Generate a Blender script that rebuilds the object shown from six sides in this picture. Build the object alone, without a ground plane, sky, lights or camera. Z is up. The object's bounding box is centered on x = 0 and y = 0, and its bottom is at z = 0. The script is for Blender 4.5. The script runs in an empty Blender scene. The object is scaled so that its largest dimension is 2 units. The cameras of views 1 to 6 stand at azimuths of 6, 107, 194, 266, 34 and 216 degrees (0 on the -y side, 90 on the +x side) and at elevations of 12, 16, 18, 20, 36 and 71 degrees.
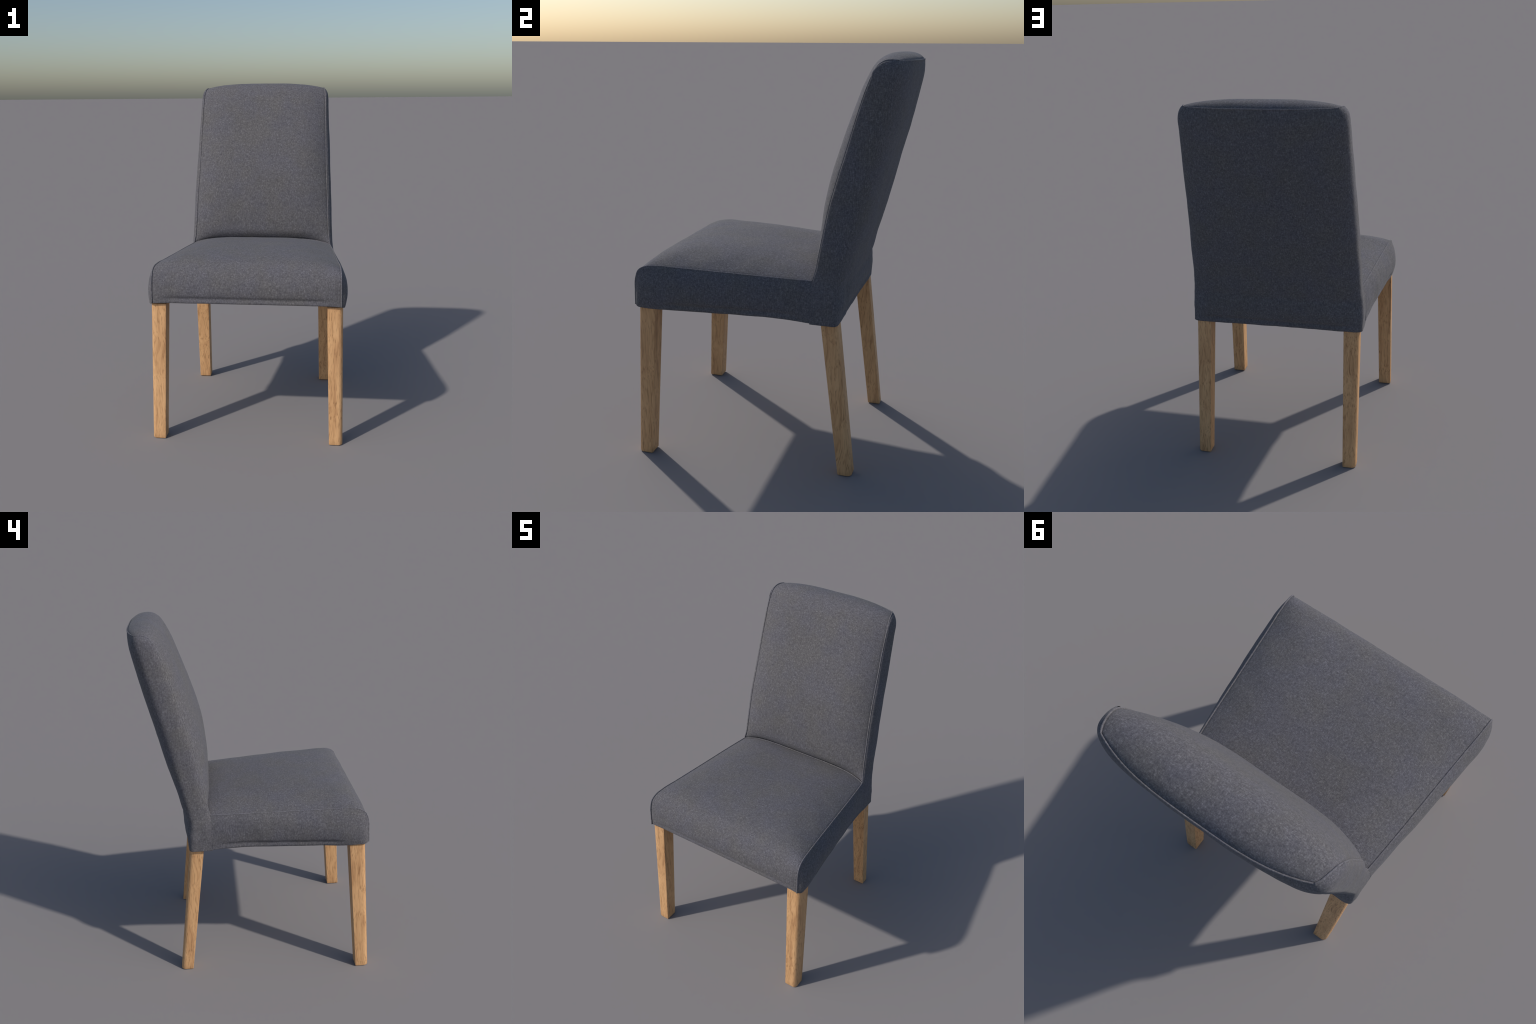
"""Upholstered dining chair: padded back and seat in a grey melange slip cover,
four tapered oak legs.  Everything is in metres, z up, chair faces -y."""
import bpy, math
import numpy as np
from mathutils import noise, Vector

# ------------------------------------------------------------------ helpers
def spline(knots, vals, t):
    """natural-ish cubic Hermite (monotone slopes, Fritsch-Carlson) per component"""
    knots = np.asarray(knots, float); vals = np.asarray(vals, float)
    if vals.ndim == 1: vals = vals[:, None]; flat = True
    else: flat = False
    h = np.diff(knots)[:, None]; d = np.diff(vals, axis=0) / h
    m = np.zeros_like(vals)
    m[1:-1] = (d[:-1] * h[1:] + d[1:] * h[:-1]) / (h[1:] + h[:-1])
    m[0] = d[0]; m[-1] = d[-1]
    t = np.asarray(t, float)
    i = np.clip(np.searchsorted(knots, t, side='right') - 1, 0, len(knots) - 2)
    hh = (knots[i + 1] - knots[i]); s = ((t - knots[i]) / hh)[..., None]; hh = hh[..., None]
    r = ((2*s**3 - 3*s**2 + 1) * vals[i] + (s**3 - 2*s**2 + s) * hh * m[i]
         + (-2*s**3 + 3*s**2) * vals[i + 1] + (s**3 - s**2) * hh * m[i + 1])
    return r[..., 0] if flat else r

def arclen(p):
    p = np.asarray(p, float)
    return np.concatenate([[0], np.cumsum(np.linalg.norm(np.diff(p, axis=0), axis=1))])

def resample(pts, s):
    """points of the smooth curve through pts at fractions s of its length"""
    pts = np.asarray(pts, float); L = arclen(pts)
    fine = spline(L, pts, np.linspace(0, L[-1], 600))
    F = arclen(fine); s = np.asarray(s) * F[-1]
    return np.stack([np.interp(s, F, fine[:, k]) for k in range(pts.shape[1])], -1)

def packed(n, k=0.6):
    """0..1, denser at both ends"""
    t = np.linspace(0, 1, n)
    return (1 - k) * t + k * (3 * t * t - 2 * t ** 3)

def sstep(a, b, x):
    t = np.clip((x - a) / (b - a), 0, 1); return t * t * (3 - 2 * t)

def grid_normals(P):
    du = np.gradient(P, axis=0); dv = np.gradient(P, axis=1)
    n = np.cross(du, dv); l = np.linalg.norm(n, axis=-1, keepdims=True)
    return n / np.maximum(l, 1e-12)

def edge_distance(P):
    """distance along the cloth to the borders, for (row0,row1,col0,col1)"""
    a = np.linalg.norm(np.diff(P, axis=0), axis=-1); b = np.linalg.norm(np.diff(P, axis=1), axis=-1)
    z0 = np.zeros((1, P.shape[1])); z1 = np.zeros((P.shape[0], 1))
    A = np.concatenate([z0, np.cumsum(a, 0)]); B = np.concatenate([z1, np.cumsum(b, 1)], 1)
    return A, A[-1:] - A, B, B[:, -1:] - B

def ripple(P, scale, seed, stretch=(1, 1, 1)):
    q = P.reshape(-1, 3) * scale * np.array(stretch)
    o = Vector((seed * 7.13, seed * 3.7, seed * 1.9))
    r = np.array([noise.noise(Vector(v) + o) for v in q])
    return r.reshape(P.shape[:2])

def mesh_object(name, verts, faces, mat, parent, smooth=True):
    me = bpy.data.meshes.new(name)
    me.from_pydata([tuple(v) for v in verts], [], faces)
    me.materials.append(mat)
    me.polygons.foreach_set('use_smooth', [smooth] * len(me.polygons))
    me.update()
    ob = bpy.data.objects.new(name, me)
    bpy.context.collection.objects.link(ob); ob.parent = parent
    return ob

def grid_object(name, P, mat, parent, out):
    """mesh from a grid; 'out' is a rough outward direction used to orient it"""
    n, m = P.shape[:2]
    N = grid_normals(P)
    flip = np.mean(np.sum(N * out, -1)) < 0
    idx = np.arange(n * m).reshape(n, m)
    q = np.stack([idx[:-1, :-1], idx[1:, :-1], idx[1:, 1:], idx[:-1, 1:]], -1).reshape(-1, 4)
    if flip: q = q[:, ::-1]
    return mesh_object(name, P.reshape(-1, 3), q.tolist(), mat, parent)

def tube_object(name, pts, radius, mat, parent, sides=8):
    pts = np.asarray(pts, float); n = len(pts)
    T = np.gradient(pts, axis=0); T /= np.linalg.norm(T, axis=1)[:, None]
    ref = np.array([0.31, 0.52, 0.79]); V = []
    nrm = np.cross(T[0], ref); nrm /= np.linalg.norm(nrm)
    for i in range(n):
        nrm = nrm - T[i] * np.dot(nrm, T[i]); nrm /= np.linalg.norm(nrm)
        b = np.cross(T[i], nrm)
        for k in range(sides):
            a = 2 * math.pi * k / sides
            V.append(pts[i] + radius * (math.cos(a) * nrm + math.sin(a) * b))
    F = [[i*sides + k, i*sides + (k+1) % sides, (i+1)*sides + (k+1) % sides, (i+1)*sides + k]
         for i in range(n - 1) for k in range(sides)]
    F += [list(range(sides))[::-1], list(range((n-1)*sides, n*sides))]
    return mesh_object(name, V, F, mat, parent)

# ---------------------------------------------------------------- materials
def new_material(name):
    m = bpy.data.materials.new(name); m.use_nodes = True
    nt = m.node_tree; nt.nodes.clear()
    out = nt.nodes.new('ShaderNodeOutputMaterial'); b = nt.nodes.new('ShaderNodeBsdfPrincipled')
    nt.links.new(b.outputs['BSDF'], out.inputs['Surface'])
    return m, nt, b

def node(nt, kind, **kw):
    n = nt.nodes.new(kind)
    for k, v in kw.items():
        if k in n.inputs: n.inputs[k].default_value = v
        else: setattr(n, k, v)
    return n

def noise_of(nt, co, scale, detail=2.0, rough=0.5, rot=(0, 0, 0)):
    mp = node(nt, 'ShaderNodeMapping'); mp.inputs['Scale'].default_value = scale
    mp.inputs['Rotation'].default_value = rot
    nt.links.new(co, mp.inputs['Vector'])
    t = node(nt, 'ShaderNodeTexNoise', Scale=1.0, Detail=detail, Roughness=rough)
    nt.links.new(mp.outputs['Vector'], t.inputs['Vector'])
    return t.outputs['Fac']

def math_node(nt, op, a, b=None, c=None):
    n = node(nt, 'ShaderNodeMath', operation=op)
    for i, x in enumerate((a, b, c)):
        if x is None: continue
        if isinstance(x, (int, float)): n.inputs[i].default_value = x
        else: nt.links.new(x, n.inputs[i])
    return n.outputs[0]

def ramp(nt, fac, stops):
    r = node(nt, 'ShaderNodeValToRGB'); e = r.color_ramp.elements
    while len(e) < len(stops): e.new(0.5)
    for el, (p, c) in zip(e, stops): el.position = p; el.color = (*c, 1)
    nt.links.new(fac, r.inputs['Fac']); return r.outputs['Color']

def fabric_material(name, tint=1.0):
    m, nt, b = new_material(name)
    co = node(nt, 'ShaderNodeTexCoord').outputs['Object']
    # melange yarn: short streaks along each thread direction + flecks
    sx = noise_of(nt, co, (70, 260, 260), 2, 0.6)
    sy = noise_of(nt, co, (260, 70, 260), 2, 0.6)
    sz = noise_of(nt, co, (260, 260, 60), 2, 0.6)
    fl = noise_of(nt, co, (105, 105, 85), 2, 0.6)
    big = noise_of(nt, co, (7, 7, 7), 3, 0.55)
    s = math_node(nt, 'ADD', math_node(nt, 'ADD', sx, sy), math_node(nt, 'MULTIPLY', sz, 1.4))
    s = math_node(nt, 'ADD', s, math_node(nt, 'MULTIPLY', fl, 1.0))
    s = math_node(nt, 'MULTIPLY', s, 1 / 4.4)
    k = tint * 0.97
    c = ramp(nt, s, [(0.34, (0.071*k, 0.070*k, 0.080*k)), (0.46, (0.106*k, 0.105*k, 0.116*k)),
                     (0.54, (0.141*k, 0.139*k, 0.152*k)), (0.68, (0.240*k, 0.238*k, 0.257*k))])
    hue = ramp(nt, big, [(0.35, (0.97, 0.96, 1.0)), (0.65, (1.0, 0.975, 0.925))])
    mx = node(nt, 'ShaderNodeMix', data_type='RGBA', blend_type='MULTIPLY')
    mx.inputs['Factor'].default_value = 1.0
    nt.links.new(c, mx.inputs[6]); nt.links.new(hue, mx.inputs[7])
    nt.links.new(mx.outputs[2], b.inputs['Base Color'])
    b.inputs['Roughness'].default_value = 0.95
    b.inputs['Specular IOR Level'].default_value = 0.15
    b.inputs['Sheen Weight'].default_value = 0.08
    b.inputs['Sheen Roughness'].default_value = 0.5
    bp = node(nt, 'ShaderNodeBump', Strength=0.25, Distance=0.002)
    nt.links.new(s, bp.inputs['Height']); nt.links.new(bp.outputs['Normal'], b.inputs['Normal'])
    return m

def oak_material(name):
    m, nt, b = new_material(name)
    tc = node(nt, 'ShaderNodeTexCoord'); co = tc.outputs['Object']
    rnd = node(nt, 'ShaderNodeObjectInfo').outputs['Random']
    # shift the grain from leg to leg, bend the grain lines with a slow noise
    sh = node(nt, 'ShaderNodeCombineXYZ')
    for i in range(3): nt.links.new(math_node(nt, 'MULTIPLY', rnd, 3.0 + 2 * i), sh.inputs[i])
    ad = node(nt, 'ShaderNodeVectorMath', operation='ADD')
    nt.links.new(co, ad.inputs[0]); nt.links.new(sh.outputs[0], ad.inputs[1])
    v = ad.outputs[0]
    slow = node(nt, 'ShaderNodeTexNoise', Scale=5.0, Detail=1.0); nt.links.new(v, slow.inputs['Vector'])
    ws = node(nt, 'ShaderNodeVectorMath', operation='SCALE'); ws.inputs['Scale'].default_value = 0.05
    nt.links.new(slow.outputs['Color'], ws.inputs[0])
    wv = node(nt, 'ShaderNodeVectorMath', operation='ADD')
    nt.links.new(v, wv.inputs[0]); nt.links.new(ws.outputs[0], wv.inputs[1]); w = wv.outputs[0]
    bands = noise_of(nt, w, (55, 55, 3.2), 3, 0.6)
    pores = noise_of(nt, w, (230, 230, 11), 2, 0.6)
    blot = noise_of(nt, v, (11, 11, 4), 2, 0.5)
    c1 = ramp(nt, bands, [(0.30, (0.50, 0.268, 0.125)), (0.44, (0.65, 0.368, 0.175)), (0.60, (0.72, 0.422, 0.205)), (0.8, (0.76, 0.465, 0.232))])
    c2 = ramp(nt, pores, [(0.33, (0.60, 0.56, 0.52)), (0.46, (0.97, 0.97, 0.97)), (0.7, (1.0, 1.0, 1.0))])
    c3 = ramp(nt, blot, [(0.3, (0.93, 0.92, 0.91)), (0.65, (1.0, 1.0, 1.0))])
    col = c1
    for cc in (c2, c3):
        mx = node(nt, 'ShaderNodeMix', data_type='RGBA', blend_type='MULTIPLY')
        mx.inputs['Factor'].default_value = 1.0
        nt.links.new(col, mx.inputs[6]); nt.links.new(cc, mx.inputs[7]); col = mx.outputs[2]
    nt.links.new(col, b.inputs['Base Color'])
    b.inputs['Roughness'].default_value = 0.55
    b.inputs['Specular IOR Level'].default_value = 0.3
    bp = node(nt, 'ShaderNodeBump', Strength=0.2, Distance=0.001)
    nt.links.new(pores, bp.inputs['Height']); nt.links.new(bp.outputs['Normal'], b.inputs['Normal'])
    return m

FABRIC = fabric_material('grey_melange_fabric')
SEAM = fabric_material('grey_melange_seam', 1.22)  # cover fabric lightened so the ridges show the sun they catch
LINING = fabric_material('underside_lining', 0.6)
OAK = oak_material('oiled_oak')

# ------------------------------------------------------------- chair object
chair = bpy.data.objects.new('dining_chair', None)
bpy.context.collection.objects.link(chair)
chair['label'] = 'upholstered dining chair, grey fabric cover, tapered oak legs'
chair['category'] = 'chair'

# ---- seam curves of the right half (x > 0); the left half mirrors them -----
CORNER = (0.447, 0.242, 0.975)                       # where back, seat and side meet
BACK_SEAM = [CORNER, (.438, .257, 1.03), (.434, .266, 1.09), (.430, .283, 1.19), (.423, .308, 1.33), (.416, .341, 1.46),
             (.413, .372, 1.57), (.410, .402, 1.68), (.4065, .429, 1.775), (.405, .453, 1.85),
             (.403, .471, 1.897), (.400, .489, 1.933), (.396, .507, 1.954), (.392, .529, 1.965),
             (.387, .550, 1.968), (.381, .568, 1.967), (.373, .582, 1.965)]
# centre line of the padded front of the back, over the top to the rear seam
BACK_CENTRE = [(.268, 1.008), (.242, 1.052), (.236, 1.110), (.239, 1.212), (.253, 1.345), (.276, 1.460), (.308, 1.572),
               (.346, 1.688), (.380, 1.785), (.412, 1.872), (.437, 1.925), (.464, 1.966), (.493, 1.987),
               (.528, 1.998), (.566, 1.998), (.606, 1.987), (.635, 1.963)]
SEAT_SEAM = [CORNER, (.452, .195, .976), (.465, .065, .980), (.478, -.088, .984), (.491, -.243, .989), (.505, -.401, .994),
             (.516, -.515, .997), (.520, -.572, .991), (.5225, -.606, .972), (.5235, -.622, .931),
             (.5245, -.626, .866), (.525, -.627, .797)]
SEAT_CENTRE = [(.268, 1.006), (.210, 1.023), (.065, 1.044), (-.088, 1.057), (-.243, 1.062), (-.395, 1.057), (-.500, 1.043),
               (-.562, 1.022), (-.604, .984), (-.626, .938), (-.637, .872), (-.626, .801)]

HEM_BACK, HEM_FRONT = 0.772, 0.798

def padded_panel(seam, centre, s, u, power):
    """surface spanned between the two mirrored seams and bulging to the centre line"""
    S = resample(seam, s)
    Lc = resample(np.array(centre), np.linspace(0, 1, 800))
    # match centre points to seam points knot by knot so that the rows stay level
    ks = arclen(seam); ks = ks / ks[-1]; kc = arclen(centre); kc = kc / kc[-1]
    sc = spline(ks, kc, s); Cc = np.stack([np.interp(sc, np.linspace(0, 1, 800), Lc[:, k]) for k in range(2)], -1)
    pw = power(s)[:, None]
    bulge = 1 - np.abs(u[None, :]) ** pw
    P = np.zeros((len(s), len(u), 3))
    P[..., 0] = S[:, 0][:, None] * u[None, :]
    P[..., 1] = S[:, 1][:, None] + (Cc[:, 0] - S[:, 1])[:, None] * bulge
    P[..., 2] = S[:, 2][:, None] + (Cc[:, 1] - S[:, 2])[:, None] * bulge
    return P

def relief(P, out, seed, amp=0.0016, groove=0.0025, borders=(1, 1, 1, 1)):
    """pull the cloth in at the sewn borders and add soft unevenness"""
    N = grid_normals(P)
    if np.mean(np.sum(N * out, -1)) < 0: N = -N
    D = edge_distance(P)
    g = np.zeros(P.shape[:2]); far = np.full(P.shape[:2], 9.0)
    for d, w in zip(D, borders):
        if w:
            g = np.maximum(g, w * np.exp(-(d / 0.009) ** 2)); far = np.minimum(far, d)
    soft = ripple(P, 9, seed) * amp + ripple(P, 26, seed + 1) * amp * 0.35
    return P + N * (soft * sstep(0, 0.03, far) - groove * g)[..., None]

def hem_profile(P, base_z, mask, N):
    """sewn hem: shallow gutter above a rounded lip, only between the legs"""
    h = P[..., 2] - base_z
    o = -0.0052 * np.exp(-((h - 0.026) / 0.011) ** 2) * mask
    o += 0.0015 * np.exp(-((h - 0.008) / 0.007) ** 2) * mask
    return P + N * o[..., None]

def turn_under(rows, inward):
    """close the bottom edge: three more rows folded in and up"""
    last = rows[-1]; N = inward
    a = last + N * 0.004 + np.array([0, 0, -0.002]); b = last + N * 0.012 + np.array([0, 0, 0.001])
    c = last + N * 0.016 + np.array([0, 0, 0.03])
    return np.concatenate([rows, a[None], b[None], c[None]])

# ------------------------------------------------ back: padded front + top
u = packed(150) * 2 - 1
s = packed(230, 0.45)
P = padded_panel(BACK_SEAM, BACK_CENTRE, s, u,
                 lambda t: np.interp(t, [0, .05, .18, .8, .9, 1], [6.0, 5.6, 5.0, 4.3, 3.5, 3.4]))
P = relief(P, np.array([0, -1, 0.4]), 3, 0.0014, 0.0028)
# tuck the lower edge behind the seat cushion
tuck = P[0][None] + np.array([[[0, .035, -.05]], [[0, .016, -.018]]])
P = np.concatenate([tuck, P])
grid_object('backrest_front', P, FABRIC, chair, np.array([0, -1, 0.4]))

# ------------------------------------------------ seat: top + front apron
s = packed(220, 0.45)
P = padded_panel(SEAT_SEAM, SEAT_CENTRE, s, u,
                 lambda t: np.interp(t, [0, .05, .2, .6, .75, 1], [5.0, 4.4, 3.6, 4.0, 5.5, 8.0]))
P = relief(P, np.array([0, -0.5, 1]), 11, 0.0016, 0.0028, (1, 0, 1, 1))
N = grid_normals(P); N *= np.sign(np.mean(N[-1, :, 1])) * -1
mask = sstep(0.49, 0.38, np.abs(P[..., 0])) * sstep(-0.55, -0.61, P[..., 1])
P = hem_profile(P, HEM_FRONT + .002, mask, N)
P = turn_under(P, np.array([0, 1.0, 0]))
tuck = P[0][None] + np.array([[[0, .05, -.03]], [[0, .02, -.010]]])
P = np.concatenate([tuck, P])
grid_object('seat_cushion', P, FABRIC, chair, np.array([0, -0.5, 1]))

# ------------------------------------------------ seat: side gussets
def hem_side(g):
    """bottom edge of the right gusset, from the rear seam to the front seam"""
    return spline([0, .15, .4, .7, .88, .95, 1],
                  [(.466, .236, .776), (.474, .10, .786), (.495, -.12, .788), (.521, -.38, .787),
                   (.541, -.555, .789), (.540, -.608, .792), (.525, -.627, .797)], g)

def gusset(side, seed):
    nr, nc = 70, 190
    f = packed(nr, 0.5); g = packed(nc, 0.5)
    pts = np.array(SEAT_SEAM); L = arclen(pts); cut = L[8] / L[-1]       # knot 8: upper front corner
    top = resample(pts, g * cut)
    front = resample(pts, 1 - f * (1 - cut))                              # f=0 hem .. f=1 corner
    rear = spline([0, .25, .6, 1], [(.466, .236, .776), (.468, .236, .84), (.463, .239, .92), CORNER], f)
    bot = hem_side(g)
    F = f[:, None, None]; G = g[None, :, None]
    P = ((1 - F) * bot[None] + F * top[None] + (1 - G) * rear[:, None] + G * front[:, None]
         - ((1 - F) * (1 - G) * bot[0] + (1 - F) * G * bot[-1] + F * (1 - G) * top[0] + F * G * top[-1]))
    amp = np.interp(g, [0, .1, .3, .6, .85, 1], [0, .006, .017, .025, .028, .026])
    b = (amp[None, :] * (1 - np.abs(2 * f[:, None] ** 1.0 - 1.0) ** 2.2) * (1 - g[None, :] ** 14))
    P[..., 0] += b
    out = np.array([1, 0, 0.1])
    P = relief(P, out, seed, 0.0026, 0.0, (0, 1, 1, 1))
    N = grid_normals(P); N *= np.sign(np.mean(N[..., 0]))
    mask = sstep(.22, .12, P[..., 1]) * sstep(-.52, -.42, P[..., 1])
    P = hem_profile(P, hem_side(g)[None, :, 2], mask, N)
    P = P[::-1]                                                           # top row first
    P = turn_under(P, np.array([-1.0, 0, 0]))
    P[..., 0] *= side
    grid_object('seat_side', P, FABRIC, chair, out * np.array([side, 1, 1]))
gusset(1, 21); gusset(-1, 31)

# ------------------------------------------------ back: sides + rear, one cloth
ZK = [.77, .82, .865, .90, .945, .99, 1.05, 1.15, 1.25, 1.34, 1.48, 1.62, 1.76, 1.85, 1.90, 1.94, 1.98]
YC = [.374, .376, .381, .380, .378, .390, .404, .433, .460, .484, .521, .559, .597, .620, .632, .638, .636]
def slice_at(z, n):
    """right half of the horizontal section, from the seam round to the rear centre"""
    seam = np.array(BACK_SEAM[:12])
    if z >= CORNER[2]:
        xs, yf = spline(seam[:, 2], seam[:, :2], np.array(z))
    else:
        xs, yf = spline([.77, .784, .84, .92, CORNER[2]], [(.466, .236), (.466, .236), (.468, .236), (.463, .239), CORNER[:2]], np.array(z))
    yc = spline(ZK, YC, np.array(z)) - .001
    xm = max(xs + .0005, np.interp(z, [.77, .85, .93, .98, 1.05, 1.27, 1.49, 1.70, 1.85, 1.91, 1.95], [.463, .470, .466, .458, .454, .447, .437, .427, .420, .418, .414]))
    ym = yf + (yc - yf) * np.interp(z, [.77, .97, 1.3, 2], [.42, .40, .30, .36])
    e = np.interp(z, [.77, .9, 1.3, 1.7, 1.95], [9.0, 5.4, 4.4, 3.5, 2.9])
    a = np.linspace(0, 1, 40)
    side = np.stack([xs + (xm - xs) * np.sqrt(np.clip(1 - (1 - a) ** 2, 0, 1)), yf + (ym - yf) * a], -1)
    th = np.linspace(0, math.pi / 2, 160)
    rear = np.stack([xm * np.cos(th) ** (2 / e), ym + (yc - ym) * np.sin(th) ** (2 / e)], -1)
    crown = np.interp(z, [.77, .82, .92, 1.1, 1.4, 1.7, 1.9], [-.008, .006, .020, .019, .017, .010, .001])
    rear[:, 1] += crown * (1 - (rear[:, 0] / xm) ** 2.5)
    c = np.concatenate([side, rear[1:]]); L = arclen(c); q = np.linspace(0, L[-1], n)
    return np.stack([np.interp(q, L, c[:, 0]), np.interp(q, L, c[:, 1]), np.full(n, z)], -1)

nh = 150
zs = np.concatenate([np.linspace(.771, 1.0, 60), np.linspace(1.0, 1.88, 130)[1:]])
rows = np.array([slice_at(z, nh) for z in zs])
# top border: over the shoulder along the seam, then along the rear top seam
shoulder = np.array(BACK_SEAM[11:])
rear_top = [(x, .635 - .053 * (abs(x) / .373) ** 3.2, 1.963 + .002 * (abs(x) / .373) ** 2) for x in (.373, .35, .32, .28, .24, .18, .12, .06, 0)]
border_c = np.concatenate([shoulder, np.array(rear_top)[1:]])
bf = resample(border_c, np.linspace(0, 1, 800)); 
# match the border to the columns by angle round the section
last = rows[-1]; prev = slice_at(1.83, nh)
q = arclen(last); q /= q[-1]
LB = arclen(border_c); fT = LB[5] / LB[-1]                        # fraction at the shoulder corner
fq = np.interp(0.373 + .025, last[::-1, 0], q[::-1])               # column that runs to that corner
bq = np.interp(q, [0, fq, 1], [0, fT, 1])
B = np.stack([np.interp(bq, np.linspace(0, 1, 800), bf[:, k]) for k in range(3)], -1)
t = np.linspace(0, 1, 26)[1:, None, None]
tan0 = (last - prev) / .05 * np.linalg.norm(B - last, axis=1)[:, None] * 1.35
lean = np.clip((B - last) * np.array([1, 1, 0]), -.06, .06)
tan1 = (B - last) * np.array([2.3, 2.3, .30])
topz = ((2*t**3 - 3*t**2 + 1) * last + (t**3 - 2*t**2 + t) * tan0 + (-2*t**3 + 3*t**2) * B + (t**3 - t**2) * tan1)
half = np.concatenate([rows, topz])[::-1]                          # top row first
mir = half[:, ::-1].copy(); mir[..., 0] *= -1
P = np.concatenate([half, mir[:, 1:]], 1)
ctr = np.array([0, .35, 0]); out_v = P - ctr; out_v[..., 2] = 0
N = grid_normals(P); sg = np.sign(np.mean(np.sum(N * out_v, -1))); N = N * sg
D = edge_distance(P)
far = np.minimum(np.minimum(D[0], D[2]), D[3])
g = np.exp(-(far / .007) ** 1.3)
low = sstep(1.02, .93, P[..., 2])
soft = (ripple(P, 8, 41) * .0022 + ripple(P, 22, 42) * .0007
        + ripple(P, 20, 43, (1, 1, .45)) * .0030 * low)
P = P + N * (soft * sstep(0, .03, far) - .0 * g)[..., None]
mask = sstep(.43, .34, np.abs(P[..., 0])) * sstep(.30, .36, P[..., 1])
P = hem_profile(P, HEM_BACK, mask * 1.2, N)
inw = -out_v[-1] / np.linalg.norm(out_v[-1], axis=1)[:, None]
P = turn_under(P, inw)
me_out = np.array([0, 1, 0])
grid_object('backrest_rear', P, FABRIC, chair, me_out)

# ------------------------------------------------ seams (thin sewn ridges)
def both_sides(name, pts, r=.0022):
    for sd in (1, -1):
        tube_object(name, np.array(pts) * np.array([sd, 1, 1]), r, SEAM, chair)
q = np.linspace(0, 1, 220)
def proud(seam, sign):
    """seam line lifted a little off the cloth, towards the padded panel's face"""
    c = resample(seam, q); T = np.gradient(c, axis=0); T /= np.linalg.norm(T, axis=1)[:, None]
    face = np.stack([T[:, 0] * 0, -sign * T[:, 2], sign * T[:, 1]], -1)
    return c + face * .0010 + np.array([-.0024, 0, 0])
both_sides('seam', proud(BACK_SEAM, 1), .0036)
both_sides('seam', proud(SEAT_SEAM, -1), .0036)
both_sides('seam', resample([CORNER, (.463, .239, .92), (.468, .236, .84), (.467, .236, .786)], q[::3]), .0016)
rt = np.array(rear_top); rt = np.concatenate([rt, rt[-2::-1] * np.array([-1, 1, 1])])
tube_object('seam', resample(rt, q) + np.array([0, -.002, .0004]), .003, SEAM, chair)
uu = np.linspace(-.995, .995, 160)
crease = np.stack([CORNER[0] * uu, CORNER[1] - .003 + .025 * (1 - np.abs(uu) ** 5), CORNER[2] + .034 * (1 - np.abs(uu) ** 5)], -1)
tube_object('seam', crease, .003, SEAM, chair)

# ------------------------------------------------ underside lining
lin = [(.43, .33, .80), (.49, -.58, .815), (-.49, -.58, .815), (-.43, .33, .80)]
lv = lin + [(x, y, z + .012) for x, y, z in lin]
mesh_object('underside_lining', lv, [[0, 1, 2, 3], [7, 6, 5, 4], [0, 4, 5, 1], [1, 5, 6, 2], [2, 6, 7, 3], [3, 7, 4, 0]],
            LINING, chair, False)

# ------------------------------------------------ legs
def leg(bottom, top, z_top, round_corner, side):
    """square tapered leg; bottom/top = (x0,x1,y0,y1); one outer corner is well rounded"""
    V, F = [], []
    def ring(rect, z, inset=0.0):
        x0, x1, y0, y1 = rect; x0 += inset; x1 -= inset; y0 += inset; y1 -= inset
        pts = []
        for (cx, cy, sx, sy, key, a0) in ((x1, y1, -1, -1, 'back', 0), (x0, y1, 1, -1, 'in', 90),
                                          (x0, y0, 1, 1, 'in', 180), (x1, y0, -1, 1, 'front', 270)):
            r = .024 if key == round_corner else .0035
            for k in range(9):
                a = math.radians(a0 + 90 * k / 8)
                pts.append((cx + sx * r + r * math.cos(a), cy + sy * r + r * math.sin(a), z))
        return pts
    levels = [(0.0, .003), (.0012, .001), (.004, 0)] + [(z_top * i / 24, 0) for i in range(1, 25)]
    for z, ins in levels:
        f = z / z_top
        V += ring([a + (b - a) * f for a, b in zip(bottom, top)], z, ins)
    V = [(x * side, y, z) for x, y, z in V]
    n = 36
    for i in range(len(levels) - 1):
        for k in range(n):
            q = [i*n + k, i*n + (k+1) % n, (i+1)*n + (k+1) % n, (i+1)*n + k]
            F.append(q if side > 0 else q[::-1])
    cap0 = list(range(n))[::-1]; cap1 = list(range((len(levels)-1)*n, len(levels)*n))
    F += [cap0, cap1] if side > 0 else [cap0[::-1], cap1[::-1]]
    ob = mesh_object('leg', V, F, OAK, chair)
    ob.data.shade_smooth() if hasattr(ob.data, 'shade_smooth') else None
    ob.data.set_sharp_from_angle(angle=math.radians(35))
    return ob

for sd in (1, -1):
    leg((.465, .540, -.635, -.560), (.446, .532, -.609, -.519), .79, 'front', sd)
    leg((.378, .450, .389, .458), (.366, .450, .284, .362), .79, 'back', sd)
